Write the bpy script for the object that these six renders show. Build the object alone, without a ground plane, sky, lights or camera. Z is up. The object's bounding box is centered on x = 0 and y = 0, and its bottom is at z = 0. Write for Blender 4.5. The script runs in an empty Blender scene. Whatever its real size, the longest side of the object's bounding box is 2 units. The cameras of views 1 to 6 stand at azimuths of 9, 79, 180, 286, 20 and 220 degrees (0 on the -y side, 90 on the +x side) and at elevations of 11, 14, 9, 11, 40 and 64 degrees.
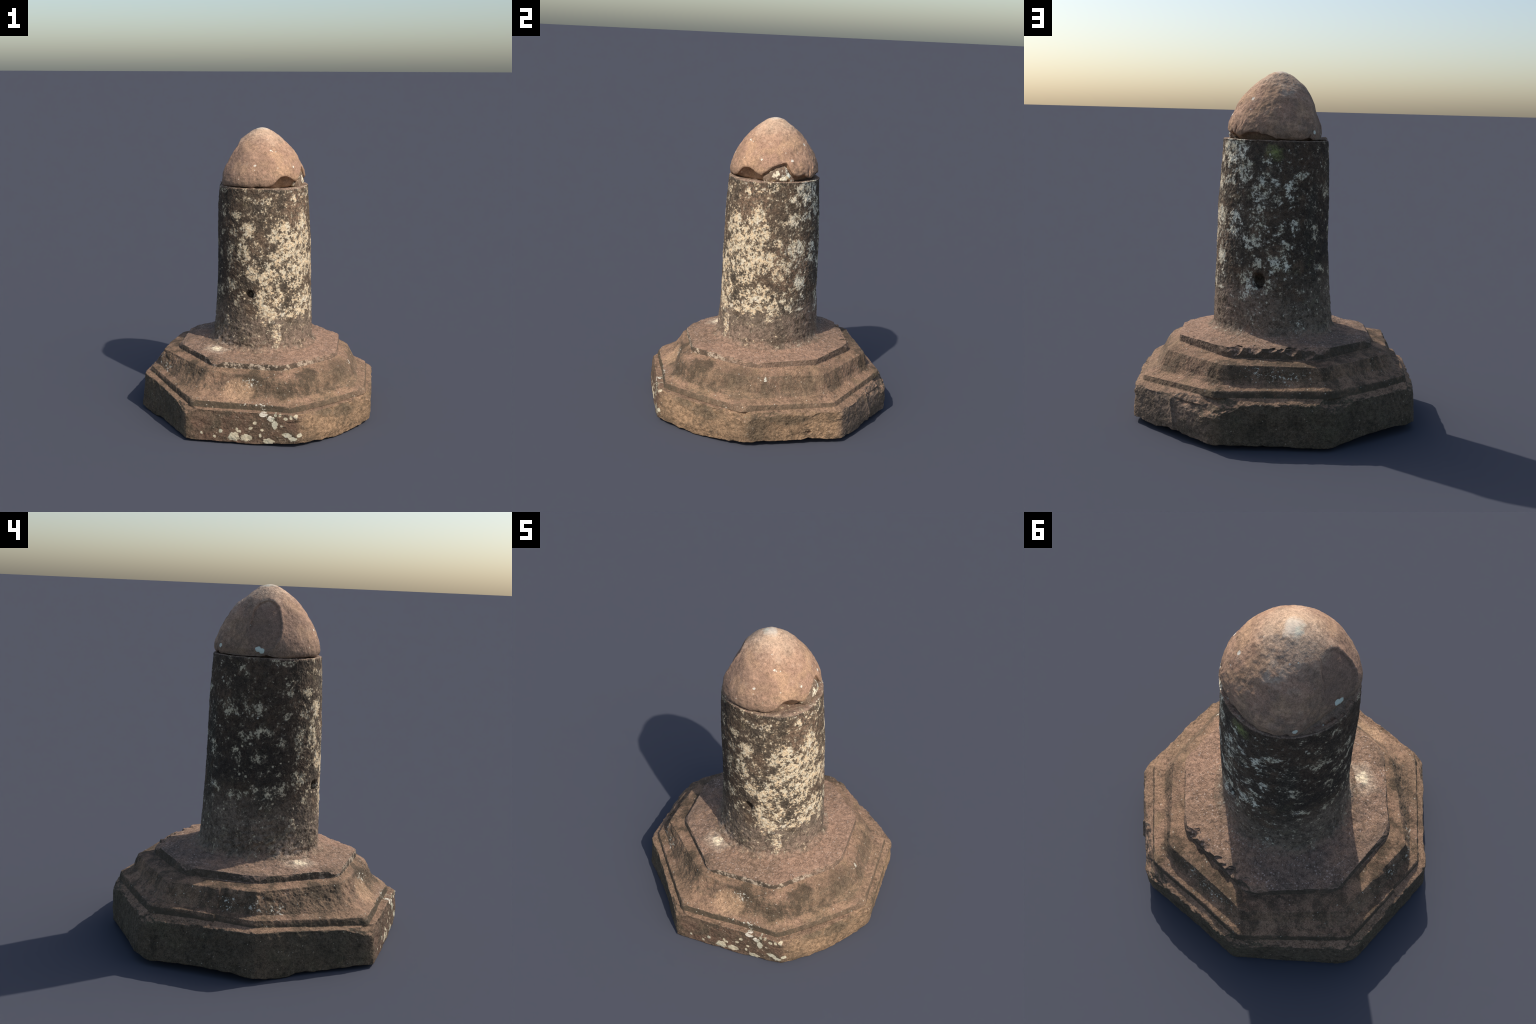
"""Weathered sandstone boundary pillar: octagonal moulded pedestal, round shaft,
cracked egg-shaped cap with a loose stone chip wedged in the crack."""
import bpy, math
import numpy as np

RNG = np.random.default_rng(7)

# ----------------------------------------------------------------------------
# noise
# ----------------------------------------------------------------------------
def _hash(ix, iy, iz, seed):
    h = (ix.astype(np.uint64) * np.uint64(374761393)
         ^ iy.astype(np.uint64) * np.uint64(668265263)
         ^ iz.astype(np.uint64) * np.uint64(2147483647)
         ^ np.uint64((seed * 974711 + 12345) & 0xffffffff))
    h = (h ^ (h >> np.uint64(13))) * np.uint64(1274126177)
    h &= np.uint64(0xffffffff)
    h = (h ^ (h >> np.uint64(16))) * np.uint64(2246822519)
    h &= np.uint64(0xffffffff)
    h ^= h >> np.uint64(15)
    return (h & np.uint64(0xffffff)).astype(np.float64) / 0xffffff * 2 - 1


def vnoise(p, seed=0):
    """smooth value noise in -1..1 at points p (n,3)"""
    q = p + 1000.0
    i = np.floor(q).astype(np.int64)
    f = q - i
    f = f * f * f * (f * (f * 6 - 15) + 10)
    x, y, z = i[:, 0], i[:, 1], i[:, 2]
    fx, fy, fz = f[:, 0], f[:, 1], f[:, 2]
    out = np.zeros(len(p))
    for dx in (0, 1):
        wx = fx if dx else 1 - fx
        for dy in (0, 1):
            wy = fy if dy else 1 - fy
            for dz in (0, 1):
                wz = fz if dz else 1 - fz
                out += wx * wy * wz * _hash(x + dx, y + dy, z + dz, seed)
    return out


def fbm(p, scale, octaves=3, seed=0, gain=0.5):
    out = np.zeros(len(p))
    a, s, tot = 1.0, scale, 0.0
    for o in range(octaves):
        out += a * vnoise(p * s + 17.3 * o, seed + o)
        tot += a
        a *= gain
        s *= 2.03
    return out / tot * 1.6


def smooth(a, b, x):
    t = np.clip((x - a) / (b - a), 0, 1)
    return t * t * (3 - 2 * t)


def deg(a):
    return np.radians(np.asarray(a, float))


# ----------------------------------------------------------------------------
# pedestal + shaft : one continuous loft, later separated into parts
# Octagon corners run anticlockwise; each moulding line has a radius, an azimuth
# and a height at every corner because the block is worn and slightly tilted.
# ----------------------------------------------------------------------------
NFACE = 176                       # columns per octagon side
NC = NFACE * 8
CX, CY = 0.030, -0.002            # the shaft stands a little off centre

base_az = np.array([-115.2, -65.3, -19.5, 23.6, 67.0, 110.8, 154.4, 196.3])

#            A      B      C      D      E      F      G      H
foot = dict(r=[.862, .862, .848, .874, .860, .842, .892, .848],
            z=[.004, .020, .030, .024, .032, .018, .010, .030],
            az=[-115.2, -65.1, -18.3, 24.1, 66.9, 110.4, 153.5, 196.5])
arris = dict(r=[.853, .862, .862, .873, .862, .846, .872, .828],
             z=[.216, .216, .217, .206, .232, .246, .238, .256],
             az=[-116, -64.6, -19.2, 23.8, 67.2, 111.0, 154.2, 196.2])
f_r = np.array([.806, .796, .822, .815, .800, .797, .820, .775])
f_z = np.array([.264, .250, .254, .256, .297, .316, .300, .306])
f_az = np.array([-115.2, -66.4, -21.2, 22.5, 66.5, 111.6, 154.2, 196.0])
ledge = dict(r=f_r + .010, z=f_z - [.044, .038, .036, .030, .034, .042, .034, .034], az=f_az)
fillet = dict(r=f_r, z=f_z, az=f_az)
hollow0 = dict(r=f_r - [.052, .062, .050, .070, .058, .036, .050, .046],
               z=f_z + [.018, .038, .022, .028, .018, .010, .012, .012], az=f_az)
hollow1 = dict(r=[.702, .716, .738, .724, .722, .728, .738, .722],
               z=[.312, .306, .312, .310, .338, .350, .344, .350], az=f_az)
hollow2 = dict(r=[.656, .702, .712, .705, .708, .713, .718, .703],
               z=[.366, .350, .362, .352, .392, .396, .392, .408], az=f_az)
shoulder = dict(r=[.628, .676, .685, .683, .697, .702, .706, .688],
                z=[.412, .396, .400, .396, .418, .418, .414, .434], az=f_az)
sfoot = dict(r=[.588, .604, .606, .606, .600, .616, .612, .590],
             z=[.432, .432, .430, .442, .430, .432, .434, .442],
             az=[-112.6, -67.0, -19.5, 22.5, 63.0, 111.0, 155.0, 197.8])
slab = dict(r=[.588, .598, .594, .602, .592, .614, .604, .574],
            z=[.474, .471, .466, .481, .488, .494, .482, .480],
            az=[-112.6, -67.0, -18.5, 22.5, 62.0, 111.0, 155.3, 198.5])
stop = dict(r=[.475, .475, .475, .475, .478, .485, .478, .47], z=[.489, .485, .484, .491, .497, .501, .492, .491],
            az=base_az)

LEVELS = [foot, arris, ledge, fillet, hollow0, hollow1, hollow2, shoulder, sfoot, slab, stop]
# rounded plan corners of the hollow, metres from the corner (A..H)
ROUND = {
    0: [.015, .015, .04, .02, .03, .04, .09, .03],
    1: [.02, .03, .05, .03, .05, .05, .05, .03],
    2: [.02, .02, .03, .02, .02, .03, .03, .02],
    3: [.02, .03, .05, .015, .02, .02, .03, .02],
    4: [.05, .09, .11, .06, .05, .03, .05, .03],
    5: [.06, .12, .14, .06, .04, .03, .04, .03],
    6: [.06, .13, .14, .05, .03, .03, .04, .03],
    7: [.06, .12, .13, .05, .03, .03, .04, .03],
    8: [.05, .06, .10, .05, .05, .07, .06, .05],
    9: [.04, .03, .09, .02, .03, .07, .06, .05],
    10: [.3] * 8,
}
SEG = [72, 18, 14, 12, 16, 18, 18, 16, 18, 44]     # stations between levels

# underside height of the block round the circumference (it was hacked from its socket)
under_az = [-180, -171, -163, -159, -151, -147, -143, -138, -132, -127, -119, -115, -107, -101, -83, -78, -74, -69, -65,
            -60, -54, -50, -45, -40, -36, -32, -29, -25, -20, -17, -8, 4, 8, 10, 12.5, 18, 25, 28, 33, 37, 41, 45, 50,
            56, 61, 67, 78, 99, 110, 114, 119, 123, 131, 140, 148, 153, 158, 162, 167, 178, 180]
under_z = [.037, .035, .022, .003, .000, .006, .012, .009, .010, .014, .012, .007, .009, .010, .010, .012, .015, .019, .023,
           .022, .016, .010, .005, .003, .006, .010, .014, .018, .026, .026, .027, .025, .030, .041, .030, .023, .026, .030, .026, .022, .032, .038, .034,
           .033, .030, .026, .024, .016, .019, .020, .022, .034, .043, .047, .039, .038, .024, .029, .034, .037, .037]

# the sides are not true planes: some faces belly out, the south-west one is dished
belly_az = [-180, -168, -163, -157, -148, -138, -130, -118, -100, -88, -76, -65, -60, -52, -42, -34, -26, -20, -14, 0, 20, 27, 33, 37, 42, 47,
            54, 60, 67, 90, 110, 132, 152, 165, 180]
belly_r = [.010, .006, .0, -.018, -.022, -.020, -.008, .006, .014, .016, .014, .010, .026, .044, .048, .044, .032, .014, .002, .0, .0, .010, .016, .016, .018, .024,
           .026, .022, .008, .0, .002, .014, .012, .010, .010]
mould_r = [-.004, .0, .0, .0, .0, .002, .0, .0, .004, -.002, .002, .006, .012, .016, .018, .016, .010, .004, .0, .0, .0, .0, .0, .0, .0, .0,
           .0, .0, .0, -.004, .0, .006, .0, .004, .006]


def ring(levelvals, rounds):
    """closed ring of NC points through the 8 corners, plan corners rounded"""
    r, az, z = levelvals
    P = np.stack([r * np.cos(deg(az)), r * np.sin(deg(az)), z], 1)
    t = np.arange(NFACE) / NFACE
    out = np.zeros((8, NFACE, 3))
    for c in range(8):
        a, b = P[c], P[(c + 1) % 8]
        L = np.linalg.norm((b - a)[:2])
        pts = a + (b - a) * t[:, None]
        for k, corner, s in ((c, a, t * L), ((c + 1) % 8, b, (1 - t) * L)):
            d = min(rounds[k], L * .48)
            prv, nxt = P[(k - 1) % 8], P[(k + 1) % 8]
            e0 = corner + (prv - corner) * d / np.linalg.norm((prv - corner)[:2])
            e1 = corner + (nxt - corner) * d / np.linalg.norm((nxt - corner)[:2])
            m = s < d
            if corner is a:
                u = (s[m] / d + 1) / 2
            else:
                u = (1 - s[m] / d) / 2
            u = u[:, None]
            pts[m] = (1 - u) ** 2 * e0 + 2 * u * (1 - u) * corner + u ** 2 * e1
        out[c] = pts
    return out.reshape(-1, 3)


def build_rings():
    rings, tags = [], []
    L = [(np.array(l['r'], float), np.array(l['az'], float), np.array(l['z'], float)) for l in LEVELS]
    for k, n in enumerate(SEG):
        for j in range(n):
            t = j / n
            v = tuple(L[k][i] * (1 - t) + L[k + 1][i] * t for i in range(3))
            rd = np.array(ROUND[k]) * (1 - t) + np.array(ROUND[k + 1]) * t
            rings.append(ring(v, rd))
            tags.append(k + t)
    rings.append(ring(L[-1], np.array(ROUND[10])))
    tags.append(10.0)
    R = np.array(rings)
    # soften the arrises along the profile
    W = R.copy()
    W[1:-1] = .25 * W[:-2] + .5 * W[1:-1] + .25 * W[2:]
    W[:12] = R[:12]
    return W, np.array(tags)


def shaft_rings(last):
    """flared foot, slowly tapering shaft, rim and flat broken top"""
    zt = np.array([.50, .55, .60, .65, .80, 1.0, 1.2, 1.4, 1.5, 1.58, 1.61])
    rt = np.array([.352, .348, .345, .342, .336, .330, .3255, .3185, .3125, .3075, .3065])
    ct = np.array([.026, .026, .027, .029, .033, .0335, .032, .0275, .026, .0265, .0265])
    th = np.arctan2(last[:, 1] - CY, last[:, 0] - CX)
    rings, tags = [], []
    # foot : quarter-round from the slab top to the shaft wall, wider on the west side
    flare = .028 + .014 * smooth(.2, 1.0, np.cos(th - deg(155))) + .008 * smooth(.3, 1, np.cos(th - deg(90)))
    nf = 26
    base = last.copy()
    rl = np.hypot(last[:, 0] - CX, last[:, 1] - CY)
    for j in range(1, nf + 1):
        u = j / nf
        a = u * math.pi / 2
        rw = np.interp(.56, zt, rt)
        r0 = rw + flare * 1.25
        if u < .35:                                   # still on the slab, closing to a circle
            t = u / .35
            r = rl * (1 - t) + r0 * t
            z = last[:, 2] + .010 * t
        else:
            t = (u - .35) / .65
            a = t * math.pi / 2
            r = r0 - flare * 1.25 * np.sin(a)
            z = last[:, 2] + .010 + flare * 1.5 * (1 - np.cos(a))
        c = np.interp(z, zt, ct)
        rings.append(np.stack([c + r * np.cos(th), CY + r * np.sin(th), z], 1))
        tags.append(10 + u)
    z0 = rings[-1][:, 2]
    ns = 360
    for j in range(1, ns + 1):
        t = j / ns
        z = z0 * (1 - t) + 1.598 * t
        r = np.interp(z, zt, rt)
        c = np.interp(z, zt, ct)
        rings.append(np.stack([c + r * np.cos(th), CY + r * np.sin(th), z], 1))
        tags.append(11 + t)
    # rounded rim and top face
    rim = [(.3065, 1.602), (.3055, 1.606), (.303, 1.609), (.298, 1.611), (.290, 1.611), (.280, 1.610),
           (.268, 1.608), (.255, 1.606), (.24, 1.604), (.22, 1.602), (.19, 1.60), (.15, 1.599),
           (.10, 1.598), (.05, 1.598), (.012, 1.598)]
    for j, (r, z) in enumerate(rim):
        rings.append(np.stack([.0265 + r * np.cos(th), CY + r * np.sin(th), np.full(NC, z)], 1))
        tags.append(12 + (j + 1) / len(rim))
    return np.array(rings), np.array(tags)


def grid_normals(G):
    """vertex normals of a grid (stations, columns), columns wrap round"""
    du = np.roll(G, -1, 1) - np.roll(G, 1, 1)
    dv = np.zeros_like(G)
    dv[1:-1] = G[2:] - G[:-2]
    dv[0] = G[1] - G[0]
    dv[-1] = G[-1] - G[-2]
    n = np.cross(du, dv)
    l = np.linalg.norm(n, axis=2, keepdims=True)
    return n / np.maximum(l, 1e-12)


def chip(P, T, centre, normal, depth, radius, seed=0, rough=.006):
    """knock a flake off: everything beyond a rough plane near `centre` is cut back to it"""
    n = np.array(normal, float)
    n /= np.linalg.norm(n)
    c = np.array(centre, float)
    d = P - c
    lo, hi = (8.0, 10.0) if c[2] > .4 else (2.0, 4.0) if normal[2] > 0 and rough == .003 else (-1, 1.95)
    near = (np.linalg.norm(d, axis=1) < radius) & (T > lo) & (T < hi)
    idx = np.nonzero(near)[0]
    if not len(idx):
        return
    q = P[idx]
    fade = 1 - smooth(.72, 1.0, np.linalg.norm(d[idx], axis=1) / radius)
    h = (q - c) @ n + depth + rough * fbm(q, 22, 3, seed)
    cut = np.maximum(h, 0) * fade
    P[idx] = q - n * cut[:, None]


def polar(r, az, z):
    a = math.radians(az)
    return (r * math.cos(a), r * math.sin(a), z)


def relief(G, tags):
    """erosion, chips, holes and tooling on the lofted pedestal and shaft"""
    S = G.shape[0]
    N = grid_normals(G)
    P = G.reshape(-1, 3).copy()
    Nn = N.reshape(-1, 3)
    T = np.repeat(tags, NC)
    az = np.degrees(np.arctan2(P[:, 1], P[:, 0]))

    # hacked underside: lower edge follows the measured wobble
    ub = np.interp(az, under_az, under_z)
    low = T < 1.0
    ring0 = np.tile(G[0, :, 2], S)
    w = np.where(low, (1 - T) ** 1.3, 0)
    P[:, 2] += (ub - ring0 + .006 * fbm(P, 14, 3, 91)) * w

    # bellied and dished sides
    rad = np.stack([np.cos(deg(az)), np.sin(deg(az)), np.zeros(len(az))], 1)
    wp = np.interp(T, [-.5, 0, .25, .6, 1, 2], [0, .75, 1, .8, .35, .25])
    dish = (az > -162) & (az < -124)
    wp = np.where(dish, np.interp(T, [-.5, 0, .4, 1, 2], [0, 1, .25, .15, .1]), wp)
    wm = smooth(1.9, 2.0, T) * (1 - smooth(6.5, 8.0, T))
    wp = wp * (1 - smooth(1.5, 2.0, T))
    md = np.interp(az, belly_az, mould_r)
    P += rad * (np.interp(az, belly_az, belly_r) * wp + md * wm)[:, None]
    P[:, 2] += .008 * np.exp(-(((az % 360) - 172) / 14) ** 2) * smooth(1.2, 2, T) * (1 - smooth(4.5, 7, T))
    # the shaft is not quite round
    hz = P[:, 2]
    wsh = smooth(10.2, 10.8, T) * (1 - smooth(12.0, 12.2, T))

    def lobe(a, wd):
        d = (az - a + 180) % 360 - 180
        return np.exp(-(d / wd) ** 2)
    low = 1 - smooth(.72, 1.05, hz)
    egg = .015 * lobe(150, 32) * low - .010 * lobe(-127, 28) * low
    egg += -.011 * lobe(46, 30) + .006 * lobe(-139, 30) * smooth(1.0, 1.3, hz) + .007 * lobe(-45, 25) * smooth(.8, 1.2, hz)
    P += rad * (egg * wsh)[:, None]

    # broad unevenness of hand dressing, then pitting
    ped = (T < 9.98)
    big = fbm(P, 3.1, 2, 3)
    mid = fbm(P, 11, 3, 11)
    fine = fbm(P, 46, 3, 23)
    grit = fbm(P, 130, 2, 29)
    shaft_w = smooth(10.6, 11.0, T) * (1 - smooth(12.0, 12.3, T))
    foot_w = smooth(9.6, 10.4, T) * (1 - smooth(.55, .80, P[:, 2]))
    plin = 1 - smooth(.9, 1.4, T)
    disp = (.0030 * big + .0016 * mid) * ped + (.0019 * fine + .0011 * grit)
    disp += shaft_w * (.002 * big + .0016 * mid)
    disp += foot_w * (.007 * fbm(P * [1, 1, 1.4], 26, 3, 41)) * smooth(-.2, .8, np.cos(deg(az + 150)))
    disp += plin * .0022 * fbm(P, 20, 3, 51)
    # shallow scoops worn in the hollow between faint ribs
    hollow_w = smooth(4.2, 5.0, T) * (1 - smooth(6.6, 7.2, T))
    disp += hollow_w * (.004 * fbm(P * [1, 1, .25], 9, 2, 61) + .0016 * fbm(P * [1, 1, .2], 40, 2, 67))
    pitted = hollow_w * smooth(.6, .9, np.cos(deg(az + 138)))
    disp -= pitted * .006 * np.maximum(0, fbm(P, 34, 3, 69))
    # horizontal spalling near the bottom of the east faces
    east = smooth(.3, .8, np.cos(deg(az + 20))) * plin
    spall = fbm(P * [1, 1, 2.2], 9, 3, 71)
    disp -= east * .005 * smooth(.05, .45, spall) * smooth(.06, .16, P[:, 2])
    # arris wear
    for lev, amp, wid in ((1, .012, .14), (3, .006, .3), (9, .007, .25)):
        near = np.exp(-((T - lev) / wid) ** 2)
        disp -= near * amp * np.maximum(0, fbm(P, 13, 3, 80 + lev) + .05)
    P += Nn * disp[:, None]

    # scalloped bruises along the north slab edge
    for a, rad, dep, lift in ((69.0, .052, .030, -.002), (78.5, .048, .022, .002), (88.5, .030, .036, .001),
                              (93.5, .024, .030, .004), (99.0, .036, .030, -.002), (108.0, .050, .020, -.003)):
        c = np.array(polar(.566 / math.cos(deg(a - 88)), a, .496 + lift))
        d = P - c
        skew = d[:, 0] * (.5 if a > 90 else .2)
        s = np.linalg.norm(np.stack([d[:, 0] + (d[:, 2]) * .3, d[:, 1] * .75, d[:, 2] + skew * .2], 1), axis=1) / rad + .22 * fbm(P, 30, 2, 61)
        m = s < 1
        dirn = np.array(polar(-1, a, -.35))
        P[m] += dirn * (dep * (1 - s[m] ** 2))[:, None]

    # flakes gone from the corners and edges
    chips = [
        # plinth
        (polar(.850, -117, .216), (-.45, -.62, .72), .030, .17, .004),
        (polar(.862, -60.5, .220), (.52, -.60, .70), .034, .14, .008),
        (polar(.842, -50, .222), (.64, -.52, .72), .012, .17, .008),
        (polar(.835, -38, .215), (.70, -.45, .62), .012, .17, .008),
        (polar(.862, -22, .215), (.85, -.38, .62), .040, .18, .010),
        (polar(.815, -6, .21), (.88, -.05, .55), .010, .16, .008),
        (polar(.815, 6, .205), (.88, .05, .55), .010, .13, .008),
        (polar(.862, 65.5, .225), (.40, .70, .62), .040, .17, .008),
        (polar(.835, 58, .225), (.60, .62, .65), .022, .13, .010),
        (polar(.820, 50, .225), (.65, .60, .70), .016, .11, .010),
        (polar(.835, 72, .235), (.25, .80, .70), .018, .14, .008),
        (polar(.835, 112, .245), (-.40, .72, .60), .022, .16, .006),
        (polar(.872, 154, .238), (-.78, .30, .72), .016, .14, .006),
        (polar(.892, 153, .02), (-.70, .40, -.95), .008, .12, .006),
        # moulding fillet
        (polar(.806, -115, .262), (-.4, -.7, .6), .012, .07, .003),
        (polar(.815, -21, .252), (.8, -.3, .7), .010, .11, .003),
        (polar(.795, -44, .250), (.6, -.6, .8), .006, .12, .003),
        # slab corners
        (polar(.588, -113.5, .474), (-.35, -.72, .75), .022, .085, .004),
        (polar(.588, -21, .466), (.75, -.30, .95), .012, .085, .004),
        (polar(.612, 112, .49), (-.30, .75, .75), .030, .12, .006),
        (polar(.604, 156, .482), (-.80, .36, .85), .018, .11, .004),
        (polar(.574, 200, .480), (-.90, -.28, .70), .012, .10, .004),
        (polar(.575, 176, .48), (-.9, .05, .8), .008, .13, .006),
        (polar(.585, 62, .486), (.45, .75, .55), .010, .09, .005),
    ]
    for k, (c, n, d, r, rough) in enumerate(chips):
        chip(P, T, c, n, d, r, 200 + k, rough)

    # a flaw running down the north-east plinth face
    sel = (T < 1.05) & (az > 30) & (az < 66)
    a0 = 47.5 + 1.2 * np.sin(P[:, 2] * 22)
    step = smooth(-.6, .6, az - a0)
    P[sel] -= Nn[sel] * (.012 * step[sel] * (1 - smooth(12, 19, az[sel] - a0[sel])))[:, None]
    rib = np.exp(-((az - a0) / .9) ** 2)
    P[sel] += Nn[sel] * (.006 * rib[sel])[:, None]

    # pits in the east plinth face
    for a, z, r, dep in ((10.5, .075, .013, .022), (8.9, .080, .008, .012), (14, .083, .008, .012)):
        c = np.array(polar(.80, a, z))
        s = np.linalg.norm((P - c) * [.3, 1, 1.4], axis=1) / r
        m = (s < 1.6) & (T < 1)
        P[m] -= Nn[m] * (dep * (1 - smooth(.4, 1.5, s[m])))[:, None]

    # two dowel holes bored into the shaft
    for a, z, rw, dep, dn in ((-101, .897, .027, .065, (.18, -.25)), (77, .822, .040, .075, (.0, -.2))):
        ca = math.radians(a)
        c = np.array([.033 + .334 * math.cos(ca), CY + .334 * math.sin(ca), z])
        t1 = np.array([-math.sin(ca), math.cos(ca), 0])
        d = P - c
        u, v = d @ t1, d[:, 2]
        s = np.hypot(u, v * .86) / rw * (1 + .20 * fbm(P, 28, 3, 301))
        m = (s < 2.2) & (np.abs(d @ np.array([math.cos(ca), math.sin(ca), 0])) < .08)
        q = dep * (1 - smooth(.55, 1.08, s[m])) + .007 * (1 - smooth(.9, 1.9, s[m]))
        inward = np.array([-math.cos(ca), -math.sin(ca), 0])
        slant = t1 * dn[0] + np.array([0, 0, dn[1]])
        P[m] += q[:, None] * (inward + slant)
    return P.reshape(G.shape)


def make_mesh(name, V, F, N, mat, parent):
    me = bpy.data.meshes.new(name)
    me.vertices.add(len(V))
    me.vertices.foreach_set('co', V.astype(np.float32).ravel())
    me.loops.add(F.size)
    me.loops.foreach_set('vertex_index', F.astype(np.int32).ravel())
    k = F.shape[1]
    me.polygons.add(len(F))
    me.polygons.foreach_set('loop_start', np.arange(0, F.size, k, dtype=np.int32))
    me.polygons.foreach_set('loop_total', np.full(len(F), k, dtype=np.int32))
    me.polygons.foreach_set('use_smooth', np.ones(len(F), dtype=bool))
    me.update(calc_edges=True)
    me.validate()
    if N is not None:
        me.normals_split_custom_set_from_vertices(N.astype(np.float32))
    me.materials.append(mat)
    ob = bpy.data.objects.new(name, me)
    bpy.context.scene.collection.objects.link(ob)
    ob.parent = parent
    return ob


def grid_faces(s0, s1, nc, flip=False):
    """quads of stations s0..s1 of a wrapped grid, local indices"""
    i = np.arange(s1 - s0)[:, None] * nc
    j = np.arange(nc)[None, :]
    j2 = (j + 1) % nc
    a, b, c, d = i + j, i + j2, i + nc + j2, i + nc + j
    q = np.stack([a, b, c, d], 2).reshape(-1, 4)
    return q[:, ::-1] if flip else q


# ----------------------------------------------------------------------------
# materials
# ----------------------------------------------------------------------------
class NT:
    """small helper for writing node trees"""

    def __init__(self, name):
        self.mat = bpy.data.materials.new(name)
        self.mat.use_nodes = True
        self.t = self.mat.node_tree
        self.t.nodes.clear()
        self.out = self.t.nodes.new('ShaderNodeOutputMaterial')
        self.bsdf = self.t.nodes.new('ShaderNodeBsdfPrincipled')
        self.t.links.new(self.bsdf.outputs[0], self.out.inputs[0])
        self.co = self.t.nodes.new('ShaderNodeTexCoord').outputs['Object']

    def put(self, sock, v):
        if isinstance(v, bpy.types.NodeSocket):
            self.t.links.new(v, sock)
        elif isinstance(v, (tuple, list)) and sock.type == 'RGBA':
            sock.default_value = (*v[:3], 1)
        else:
            sock.default_value = v

    def math(self, op, a, b=0.0, clamp=False):
        n = self.t.nodes.new('ShaderNodeMath')
        n.operation = op
        n.use_clamp = clamp
        self.put(n.inputs[0], a)
        self.put(n.inputs[1], b)
        return n.outputs[0]

    def add(self, *xs):
        r = xs[0]
        for x in xs[1:]:
            r = self.math('ADD', r, x)
        return r

    def mul(self, a, b):
        return self.math('MULTIPLY', a, b)

    def vmath(self, op, a, b):
        n = self.t.nodes.new('ShaderNodeVectorMath')
        n.operation = op
        self.put(n.inputs[0], a)
        self.put(n.inputs[1], b)
        return n.outputs['Value'] if op in ('LENGTH', 'DOT_PRODUCT') else n.outputs[0]

    def noise(self, scale, detail=4, rough=.55, vec=None, dist=0.0, colour=False, off=None):
        v = self.co if vec is None else vec
        if off is not None:
            v = self.vmath('ADD', v, off)
        n = self.t.nodes.new('ShaderNodeTexNoise')
        self.put(n.inputs['Vector'], v)
        n.inputs['Scale'].default_value = scale
        n.inputs['Detail'].default_value = detail
        n.inputs['Roughness'].default_value = rough
        n.inputs['Distortion'].default_value = dist
        return n.outputs['Color' if colour else 'Fac']

    def voronoi(self, scale, vec=None, feature='F1'):
        n = self.t.nodes.new('ShaderNodeTexVoronoi')
        n.feature = feature
        self.put(n.inputs['Vector'], self.co if vec is None else vec)
        n.inputs['Scale'].default_value = scale
        return n.outputs['Distance'], n.outputs['Color']

    def ramp(self, x, a, b, lo=0.0, hi=1.0):
        n = self.t.nodes.new('ShaderNodeMapRange')
        n.interpolation_type = 'SMOOTHSTEP'
        self.put(n.inputs['Value'], x)
        for k, v in zip(('From Min', 'From Max', 'To Min', 'To Max'), (a, b, lo, hi)):
            self.put(n.inputs[k], v)
        return n.outputs[0]

    def mix(self, f, a, b, mode='MIX'):
        n = self.t.nodes.new('ShaderNodeMix')
        n.data_type = 'RGBA'
        n.blend_type = mode
        n.clamp_factor = True
        self.put(n.inputs[0], f)
        self.put(n.inputs[6], a)
        self.put(n.inputs[7], b)
        return n.outputs[2]

    def xyz(self, vec=None):
        n = self.t.nodes.new('ShaderNodeSeparateXYZ')
        self.put(n.inputs[0], self.co if vec is None else vec)
        return n.outputs

    def blob(self, p, c, rad, soft=1.0):
        """1 inside an ellipsoid, falling to 0 at its skin"""
        d = self.vmath('SUBTRACT', p, tuple(c))
        d = self.vmath('MULTIPLY', d, tuple(1.0 / r for r in rad))
        l = self.vmath('LENGTH', d, (0, 0, 0))
        return self.math('SUBTRACT', 1.0, l, clamp=True)

    def bump(self, h, strength=.4, dist=.004):
        n = self.t.nodes.new('ShaderNodeBump')
        n.inputs['Strength'].default_value = strength
        n.inputs['Distance'].default_value = dist
        self.put(n.inputs['Height'], h)
        self.put(self.bsdf.inputs['Normal'], n.outputs[0])

    def finish(self, colour, rough=.9):
        self.put(self.bsdf.inputs['Base Color'], colour)
        self.put(self.bsdf.inputs['Roughness'], rough)
        self.bsdf.inputs['Specular IOR Level'].default_value = .25
        return self.mat


# colonies of crustose lichen on the shaft: (azimuth deg, height, half width, half height)
LICHEN_SOUTH = [
    (-65, 1.31, .048, .066), (-46, 1.27, .074, .055), (-27, 1.29, .048, .110), (-53, 1.19, .063, .066), (-33, 1.11, .074, .099),
    (-43, 1.03, .095, .066), (-78, .99, .063, .066), (-69, 1.13, .053, .044), (-96, 1.05, .048, .050), (-108, 1.18, .042, .066),
    (-102, 1.33, .042, .044), (-82, 1.48, .026, .028), (-80, 1.53, .032, .022), (-68, .86, .053, .055), (-85, .84, .042, .077),
    (-77, .75, .063, .055), (-52, .75, .095, .034), (-31, .79, .042, .066), (-68, .62, .040, .088), (-117, 1.42, .032, .033),
    (-115, 1.55, .016, .033), (-127, 1.14, .026, .088), (-125, .95, .042, .033), (-115, .83, .021, .033), (-122, 1.31, .032, .033),
    (-43, 1.54, .020, .021), (-34, 1.57, .015, .026), (-29, 1.33, .063, .066), (-30, 1.24, .063, .055), (-38, .98, .053, .066),
    (-27, .84, .095, .060), (-17, 1.595, .020, .010), (-58, 1.34, .04, .06)]
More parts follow.
